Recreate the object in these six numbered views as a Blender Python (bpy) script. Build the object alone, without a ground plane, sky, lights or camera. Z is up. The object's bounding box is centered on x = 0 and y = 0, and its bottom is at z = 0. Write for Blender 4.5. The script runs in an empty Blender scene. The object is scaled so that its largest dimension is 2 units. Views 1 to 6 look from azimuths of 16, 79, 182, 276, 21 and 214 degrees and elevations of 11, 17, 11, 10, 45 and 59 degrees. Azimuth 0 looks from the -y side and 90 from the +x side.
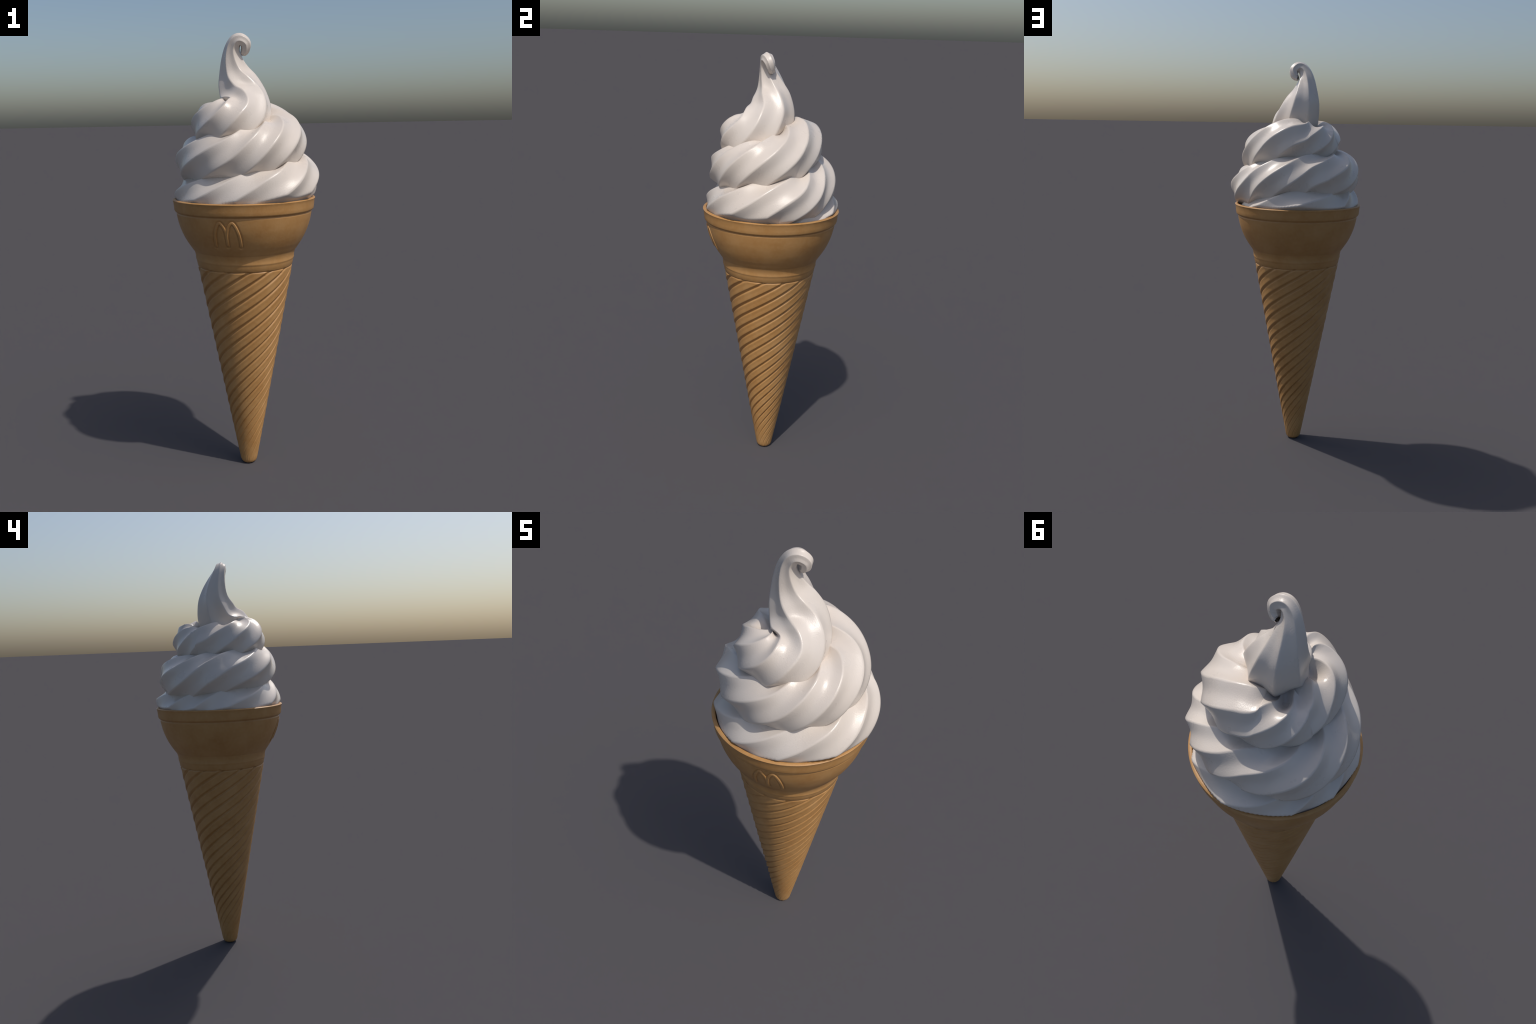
"""Soft-serve ice cream in a moulded wafer cone.
One top-level thing: ice_cream_cone > wafer_cone (> cup, rim, collar, arch_letter)
                                    > soft_serve_swirl (> peak)
Every shape is a profile of revolution or a ridged tube swept along a spiral spine."""
import bpy, math
import numpy as np

AX, AY = -0.0132, 0.1000          # vertical axis of the cone in the scene frame
TAU = 2 * math.pi


# ------------------------------------------------------------------ helpers
def direction(azimuth_deg):
    a = np.radians(azimuth_deg)
    return np.sin(a), -np.cos(a)


def make_mesh(name, verts, faces, material, parent=None, sharp=None):
    me = bpy.data.meshes.new(name)
    me.from_pydata([tuple(v) for v in verts], [], [tuple(f) for f in faces])
    me.materials.append(material)
    me.polygons.foreach_set("use_smooth", [True] * len(me.polygons))
    if sharp is not None:
        me.set_sharp_from_angle(angle=math.radians(sharp))
    me.update()
    ob = bpy.data.objects.new(name, me)
    bpy.context.collection.objects.link(ob)
    if parent is not None:
        ob.parent = parent
    return ob


def smooth_curve(points, samples):
    """Catmull-Rom (centripetal in the index) through rows of control values."""
    p = np.asarray(points, float)
    n = len(p)
    t = np.linspace(0, n - 1, samples)
    i = np.clip(np.floor(t).astype(int), 0, n - 2)
    u = (t - i)[:, None]
    p0, p1, p2, p3 = (p[np.clip(i + k, 0, n - 1)] for k in (-1, 0, 1, 2))
    return 0.5 * (2 * p1 + (p2 - p0) * u + (2 * p0 - 5 * p1 + 4 * p2 - p3) * u ** 2
                  + (3 * p1 - p0 - 3 * p2 + p3) * u ** 3)


def monotone(x, xs, ys):
    """Smooth interpolation through (xs, ys) (cubic Hermite, limited slopes)."""
    xs, ys = np.asarray(xs, float), np.asarray(ys, float)
    h = np.diff(xs)
    d = np.diff(ys) / h
    m = np.empty(len(xs))
    m[0], m[-1] = d[0], d[-1]
    w1, w2 = 2 * h[1:] + h[:-1], h[1:] + 2 * h[:-1]
    same = d[:-1] * d[1:] > 0
    with np.errstate(divide="ignore", invalid="ignore"):
        m[1:-1] = np.where(same, (w1 + w2) / (w1 / d[:-1] + w2 / d[1:]), 0)
    i = np.clip(np.searchsorted(xs, x) - 1, 0, len(xs) - 2)
    t = (x - xs[i]) / h[i]
    return ((1 + 2 * t) * (1 - t) ** 2 * ys[i] + t * (1 - t) ** 2 * h[i] * m[i]
            + t * t * (3 - 2 * t) * ys[i + 1] + t * t * (t - 1) * h[i] * m[i + 1])


def lathe(name, profile, material, parent, segments=192, relief=None, sharp=40):
    """Surface of revolution; profile = [(radius, z)...]; relief(az_deg, z) adds radius."""
    pr = np.asarray(profile, float)
    az = np.arange(segments) * 360.0 / segments
    dx, dy = direction(az)
    verts = []
    for r, z in pr:
        rr = r + (relief(az, z) if relief is not None and r > 1e-4 else 0.0)
        verts.append(np.stack([AX + rr * dx, AY + rr * dy, np.full(segments, z)], 1))
    verts = np.concatenate(verts)
    faces = []
    for k in range(len(pr) - 1):
        for j in range(segments):
            a, b = k * segments + j, k * segments + (j + 1) % segments
            faces.append((a, b, b + segments, a + segments))
    return make_mesh(name, verts, faces, material, parent, sharp)


def arc(p, q, bulge, n=8):
    """Points on a rounded path from p to q, pushed sideways by bulge."""
    p, q = np.array(p), np.array(q)
    d = q - p
    nrm = np.array([d[1], -d[0]]) / np.hypot(*d)
    return [tuple(p + d * t + nrm * bulge * 4 * t * (1 - t)) for t in np.linspace(0, 1, n)]


# ------------------------------------------------------------------ materials
class Nodes:
    def __init__(self, name):
        self.mat = bpy.data.materials.new(name)
        self.mat.use_nodes = True
        self.t = self.mat.node_tree
        self.bsdf = self.t.nodes["Principled BSDF"]
        self.coord = self.t.nodes.new("ShaderNodeTexCoord").outputs["Object"]

    def new(self, kind, **inputs):
        n = self.t.nodes.new("ShaderNode" + kind)
        for k, v in inputs.items():
            key = k.replace("_", " ")
            if isinstance(v, bpy.types.NodeSocket):
                self.t.links.new(v, n.inputs[key])
            else:
                n.inputs[key].default_value = v
        return n

    def noise(self, scale, detail=4, rough=0.55, stretch=(1, 1, 1)):
        m = self.new("Mapping", Vector=self.coord)
        m.inputs["Scale"].default_value = stretch
        return self.new("TexNoise", Vector=m.outputs[0], Scale=scale, Detail=detail,
                        Roughness=rough).outputs["Fac"]

    def ramp(self, fac, stops):
        r = self.new("ValToRGB", Fac=fac)
        el = r.color_ramp.elements
        while len(el) < len(stops):
            el.new(0.5)
        for e, (p, c) in zip(el, stops):
            e.position, e.color = p, (*c, 1)
        return r.outputs["Color"]

    def mix(self, fac, a, b, blend="MIX"):
        n = self.t.nodes.new("ShaderNodeMix")
        n.data_type, n.blend_type = "RGBA", blend
        for sock, v in ((n.inputs["Factor"], fac), (n.inputs[6], a), (n.inputs[7], b)):
            if isinstance(v, bpy.types.NodeSocket):
                self.t.links.new(v, sock)
            else:
                sock.default_value = v if isinstance(v, (int, float)) else (*v, 1)
        return n.outputs[2]

    def link(self, sock, key):
        self.t.links.new(sock, self.bsdf.inputs[key])

    def bump(self, height, strength, distance):
        b = self.new("Bump", Height=height, Strength=strength, Distance=distance)
        self.link(b.outputs[0], "Normal")


def wafer_material():
    n = Nodes("baked_wafer")
    broad = n.noise(11, 4, 0.55)
    col = n.ramp(broad, [(0.3, (0.415, 0.207, 0.065)), (0.5, (0.45, 0.236, 0.080)),
                         (0.7, (0.480, 0.262, 0.098))])
    fine = n.noise(60, 5, 0.6)
    col = n.mix(n.ramp(fine, [(0.42, (0, 0, 0)), (0.75, (0.35, 0.35, 0.35))]), col, (0.52, 0.31, 0.135))
    n.link(col, "Base Color")
    n.bsdf.inputs["Roughness"].default_value = 0.48
    n.bsdf.inputs["Specular IOR Level"].default_value = 0.4
    n.bump(n.noise(120, 5, 0.6), 0.12, 0.004)
    return n.mat


def cream_material():
    n = Nodes("soft_serve_cream")
    col = n.ramp(n.noise(5, 2, 0.5), [(0.35, (0.645, 0.572, 0.505)), (0.65, (0.68, 0.612, 0.55))])
    n.link(col, "Base Color")
    rough = n.ramp(n.noise(14, 3, 0.5), [(0.35, (0.26,) * 3), (0.65, (0.38,) * 3)])
    n.link(rough, "Roughness")
    n.bump(n.noise(230, 3, 0.6), 0.16, 0.003)
    return n.mat


WAFER, CREAM = wafer_material(), cream_material()

# ------------------------------------------------------------------ root
root = bpy.data.objects.new("ice_cream_cone", None)
bpy.context.collection.objects.link(root)
root["label"] = "white soft-serve swirl in a tan wafer cone with spiral grooves"
root["category"] = "ice cream"

# ------------------------------------------------------------------ wafer cone
COLLAR_Z, CUP_Z, RIM_Z, TOP_Z = 0.982, 1.050, 1.232, 1.290


def cone_radius(z):
    return 0.0425 + (z - 0.04) * 0.1850


GROOVES = 14


def groove_turn(z):
    """Azimuth (deg) by which the grooves have wound at height z."""
    pitch_top, pitch_low = 0.058, 0.047        # climb between neighbouring grooves
    k = (pitch_top - pitch_low) / 0.94
    pitch0 = pitch_low + 0.0
    s = (np.log(pitch0 + k * z) - np.log(pitch0 + k * COLLAR_Z)) / k
    return s * 360.0 / GROOVES


def groove_relief(az, z):
    """Overlapping ribs: each flares out downward, then steps back in a narrow groove."""
    f = ((az - 23.0 - groove_turn(z)) * GROOVES / 360.0) % 1.0   # 0 = groove, 1 = next groove below
    rib = np.interp(f, [0.0, 0.06, 0.14, 0.21, 0.45, 0.64, 0.76, 0.82, 0.90, 0.96, 1.0],
                    [-1.0, -0.95, -0.36, -0.27, -0.23, -0.09, 0.0, -0.05, -0.55, -0.96, -1.0])
    fade = np.clip((z - 0.04) / 0.24, 0.0, 1)
    if z > COLLAR_Z - 0.02:
        fade *= 0.8
    foot = 0.30 * np.exp(-((z - 0.025) / 0.03) ** 2)
    return 0.0012 + fade * 0.0012 + (fade + foot) * 0.0082 * rib - 0.0045 * math.exp(-((z - COLLAR_Z + 0.002) / 0.0035) ** 2)


cone_profile = [(0.0004, 0.0), (0.022, 0.0), (0.029, 0.0025), (0.035, 0.009), (0.0385, 0.018)]
cone_profile += [(cone_radius(z), z) for z in np.linspace(0.036, COLLAR_Z + 0.004, 400)]
wafer = lathe("wafer_cone", cone_profile, WAFER, root, segments=560, relief=groove_relief)

rc = cone_radius(COLLAR_Z)
collar_profile = [(rc - 0.006, COLLAR_Z - 0.001), (rc - 0.0004, COLLAR_Z - 0.0004), (rc + 0.0014, COLLAR_Z + 0.002),
                  (cone_radius(1.004) + 0.0012, 1.004), (cone_radius(1.009) + 0.0013, 1.009),
                  (cone_radius(1.013) + 0.0026, 1.0125), (cone_radius(1.016) + 0.0028, 1.0165),
                  (cone_radius(1.020) + 0.0012, 1.0205), (cone_radius(1.035) + 0.0005, 1.035),
                  (cone_radius(1.046) + 0.0015, 1.046), (0.2345, 1.055)]
lathe("collar", collar_profile, WAFER, wafer)


def cup_radius(z):
    return float(monotone(np.array([z]), [1.046, 1.056, 1.075, 1.0923, 1.128, 1.176, 1.2267, 1.24],
                          [0.2270, 0.2360, 0.2490, 0.2605, 0.2794, 0.2970, 0.3075, 0.3090])[0])


rim_profile = [(0.300, RIM_Z - 0.001)] + arc((0.3085, RIM_Z), (0.3165, RIM_Z + 0.009), 0.0015, 6)
rim_profile += [(0.3180, 1.255), (0.3195, 1.272), (0.3215, 1.281)]
rim_profile += arc((0.3232, 1.2855), (0.3085, 1.2890), 0.0020, 7)
rim_profile += [(0.3055, 1.280), (0.296, 1.20), (0.270, 1.12), (0.222, 1.05), (0.15, 0.90), (0.001, 0.88)]
lathe("rim", rim_profile, WAFER, wafer, sharp=50)


# moulded letter: two tall arches on the front of the cup, in (azimuth, height)
STROKES = [
    [(-10.6, 1.1015), (-9.6, 1.13), (-8.9, 1.157), (-6.6, 1.189), (-3.8, 1.2080), (-1.3, 1.196),
     (0.6, 1.172), (1.35, 1.140), (1.35, 1.105)],
    [(1.35, 1.105), (1.35, 1.140), (1.9, 1.165), (3.5, 1.191), (6.6, 1.2090), (9.4, 1.192),
     (11.8, 1.160), (13.0, 1.130), (13.4, 1.102)],
]
STROKE_LINE = np.concatenate([smooth_curve(k, 60) for k in STROKES])


def cup_relief(az, z):
    """A shallow moat pressed round the letter."""
    a = (az + 180) % 360 - 180
    r = cup_radius(z)
    gap = np.full(len(a), 1.0)
    near = np.abs(a - 1.4) < 20
    gap[near] = np.min(np.hypot(np.radians(a[near, None] - STROKE_LINE[None, :, 0]) * r,
                                z - STROKE_LINE[None, :, 1]), axis=1)
    return (-0.0026 * np.exp(-((gap - 0.0075) / 0.0035) ** 2)
            - 0.0030 * math.exp(-((z - RIM_Z + 0.003) / 0.0035) ** 2))


cup_profile = [(cup_radius(z), z) for z in np.linspace(1.046, RIM_Z + 0.003, 120)]
lathe("cup", cup_profile, WAFER, wafer, segments=900, relief=cup_relief)


def arch_letter():
    half, height, n, m = 0.0068, 0.0053, 90, 14
    verts, faces = [], []
    for s in STROKES:
        c = smooth_curve(s, n)
        rad = np.array([cup_radius(z) for z in c[:, 1]])
        x, y = direction(c[:, 0])
        pos = np.stack([rad * x, rad * y, c[:, 1]], 1)
        tan = np.gradient(pos, axis=0)
        tan /= np.linalg.norm(tan, axis=1)[:, None]
        slope = (np.array([cup_radius(z + 0.002) for z in c[:, 1]]) - rad) / 0.002
        nrm = np.stack([x, y, -slope], 1)
        nrm /= np.linalg.norm(nrm, axis=1)[:, None]
        side = np.cross(tan, nrm)
        base = len(verts)
        for i in range(n):
            end = min(1.0, min(i, n - 1 - i) / 2.0 + 0.25)
            for j in range(m):
                t = j / (m - 1) * 2 - 1
                h = height * end * (1 - abs(t) ** 5) - 0.0028
                p = pos[i] + side[i] * half * t + nrm[i] * h
                verts.append((p[0] + AX, p[1] + AY, p[2]))
        for i in range(n - 1):
            for j in range(m - 1):
                a = base + i * m + j
                faces.append((a, a + m, a + m + 1, a + 1))
    return make_mesh("arch_letter", verts, faces, WAFER, wafer)


arch_letter()

# ------------------------------------------------------------------ soft serve
RIDGES = 7
FAN = 74
# hollows beside the peak: place, width, depth, stretch of the spine (turn angle) that sinks
HOLLOWS = [((-0.070, 0.055, 1.685), 0.050, 0.062, (500, 665)), ((-0.088, -0.070, 1.700), 0.036, 0.042, (590, 740))]
# turn angle (deg), distance of the spine from the axis, height, tube radius
COIL = [(-330, .150, 1.130, .090), (-270, .195, 1.200, .112), (-191, .217, 1.268, .117), (-170, .218, 1.279, .117), (-130, .204, 1.274, .113),
        (-88, .203, 1.282, .114), (-12, .203, 1.298, .113), (20, .208, 1.315, .113), (55, .229, 1.338, .117), (92, .231, 1.370, .116),
        (106, .223, 1.376, .115), (130, .204, 1.397, .114), (169, .189, 1.427, .114), (187, .183, 1.439, .113), (230, .199, 1.434, .117), (272, .198, 1.447, .114),
        (286, .191, 1.455, .113), (318, .183, 1.461, .112), (349, .181, 1.471, .117), (366, .181, 1.476, .116), (412, .187, 1.507, .119),
        (452, .170, 1.542, .119), (466, .158, 1.557, .116), (494, .135, 1.586, .115), (529, .118, 1.608, .112), (547, .110, 1.604, .111),
        (600, .103, 1.601, .108), (632, .106, 1.601, .107), (646, .113, 1.606, .106)]
# the spine then leaves the spiral, stands up and curls over: x, y, z, radius
PEAK = [(-.096, -.094, 1.609, .106), (-.053, -.131, 1.614, .108), (-.002, -.139, 1.621, .110),
        (.036, -.100, 1.640, .111), (.029, -.051, 1.681, .117), (.005, -.010, 1.735, .108),
        (-.018, -.004, 1.800, .089), (-.030, -.008, 1.850, .067), (-.033, -.020, 1.900, .048),
        (-.027, -.032, 1.942, .034), (-.009, -.039, 1.968, .029), (.012, -.038, 1.972, .027),
        (.031, -.032, 1.957, .024), (.029, -.025, 1.935, .021), (.018, -.019, 1.921, .017), (.010, -.016, 1.920, .012)]


def build_spine():
    c = np.array(COIL)
    th = np.arange(c[0, 0], c[-1, 0] + 1, 20.0)
    rr, zz, aa = (monotone(th, c[:, 0], c[:, k]) for k in (1, 2, 3))
    dx, dy = direction(th)
    rows = np.concatenate([np.stack([rr * dx, rr * dy, zz, aa, th], 1),
                           np.array([(*p, c[-1, 0] + 30 + 25 * i) for i, p in enumerate(PEAK)])])
    return smooth_curve(rows, 1800)


def build_frames():
    rows = build_spine()
    pos, rad, th = rows[:, :3], rows[:, 3], rows[:, 4]
    n = len(pos)
    tan = np.gradient(pos, axis=0)
    tan /= np.linalg.norm(tan, axis=1)[:, None]
    # let the rings fan evenly through tight bends: average the tangents
    w = np.hanning(2 * FAN + 1)
    pad = np.pad(tan, ((FAN, FAN), (0, 0)), mode="edge")
    even = np.stack([np.convolve(pad[:, k], w / w.sum(), "valid") for k in range(3)], 1)
    even /= np.linalg.norm(even, axis=1)[:, None]
    share = np.clip((th - 600) / 60, 0, 1) * np.clip((960 - th) / 40, 0, 1)
    tan = tan * (1 - share[:, None]) + even * share[:, None]
    tan /= np.linalg.norm(tan, axis=1)[:, None]
    # parallel-transported frame
    u = np.empty_like(pos)
    v0 = np.array([pos[0, 0], pos[0, 1], 0.0])
    v0 -= tan[0] * (v0 @ tan[0])
    u[0] = v0 / np.linalg.norm(v0)
    for i in range(1, n):
        w = u[i - 1] - tan[i] * (u[i - 1] @ tan[i])
        u[i] = w / np.linalg.norm(w)
    v = np.cross(u, tan)
    # turn it so that u points outward and v upward on the coil
    out = np.stack([pos[:, 0], pos[:, 1], np.zeros(n)], 1)
    on_coil = th <= COIL[-1][0] - 20
    off = np.unwrap(np.arctan2(np.sum(out * v, 1), np.sum(out * u, 1)))
    off = np.where(on_coil, off, off[on_coil][-1])[:, None]
    return pos, rad, th, tan, u * np.cos(off) + v * np.sin(off), v * np.cos(off) - u * np.sin(off)


# turn angles (deg) at which successive ridges pass the outermost line of the coil
RIDGE_PASS = [-330, -285, -238, -195, -146, -110, -80, -29, 13.5, 53, 86, 115, 142, 177, 213, 249, 279, 326, 368, 396,
              422, 455, 492, 537, 581, 616, 666, 705, 740, 834, 980, 1130]


def build_swirl():
    pos, rad, th, tan, u, v = build_frames()
    n = len(pos)
    passes = np.array(RIDGE_PASS)
    step = TAU / RIDGES
    twist = monotone(np.clip(th, passes[0], passes[-1]), passes, step * np.arange(len(passes)))
    m = RIDGES * 16
    phi = np.arange(m) * TAU / m
    prof = 1 - 0.125 * np.abs(np.sin(RIDGES * phi / 2)) ** 1.0
    verts = []
    for i in range(n):
        a = phi + twist[i]
        r = rad[i] * prof
        ring = pos[i] + (r * np.cos(a))[:, None] * u[i] + (r * np.sin(a))[:, None] * v[i]
        verts.append(ring)
    verts = np.concatenate(verts)
    # the top coil sinks into a hollow behind the foot of the peak
    for (cx, cy, cz), width, depth, (first, last) in HOLLOWS:
        away = np.linalg.norm((verts - np.array([cx, cy, cz])) / width, axis=1)
        own = np.repeat((th > first) & (th < last), m)
        verts[:, 2] -= np.where(own, depth * np.exp(-away ** 2), 0)
    # inside the cup the cream is pressed flat against the wall
    wall = np.interp(verts[:, 2], [0.9, 1.05, 1.12, 1.20, 1.278, 1.290, 1.302, 1.335], [0.15, 0.220, 0.267, 0.293, 0.3030, 0.3062, 0.3210, 0.36])
    reach = np.hypot(verts[:, 0], verts[:, 1])
    verts[:, :2] *= np.minimum(1, wall / np.maximum(reach, 1e-6))[:, None]
    return verts + np.array([AX, AY, 0]), n, m, th


def add_swirl():
    verts, n, m, th = build_swirl()
    faces = [(i * m + j, (i + 1) * m + j, (i + 1) * m + (j + 1) % m, i * m + (j + 1) % m)
             for i in range(n - 1) for j in range(m)]
    whole = bpy.data.meshes.new("whole")
    whole.from_pydata([tuple(p) for p in verts], [], faces)
    whole.polygons.foreach_set("use_smooth", [True] * len(faces))
    whole.update()
    normals = np.empty(len(verts) * 3)
    whole.vertex_normals.foreach_get("vector", normals)
    normals = normals.reshape(-1, 3)
    cut = int(np.searchsorted(th, COIL[-1][0] + 5))
    parts = {}
    for name, lo, hi in (("soft_serve_swirl", 0, cut), ("peak", cut, n - 1)):
        vs = verts[lo * m:(hi + 1) * m]
        fs = [(i * m + j, (i + 1) * m + j, (i + 1) * m + (j + 1) % m, i * m + (j + 1) % m)
              for i in range(hi - lo) for j in range(m)]
        nv = normals[lo * m:(hi + 1) * m]
        if name == "peak":
            fs.append(tuple((hi - lo) * m + j for j in range(m)))
        else:
            fs.append(tuple(reversed(range(m))))
        ob = make_mesh(name, vs, fs, CREAM, root)
        ob.data.normals_split_custom_set_from_vertices([tuple(k) for k in nv])
        parts[name] = ob
    parts["peak"].parent = parts["soft_serve_swirl"]
    bpy.data.meshes.remove(whole)


add_swirl()
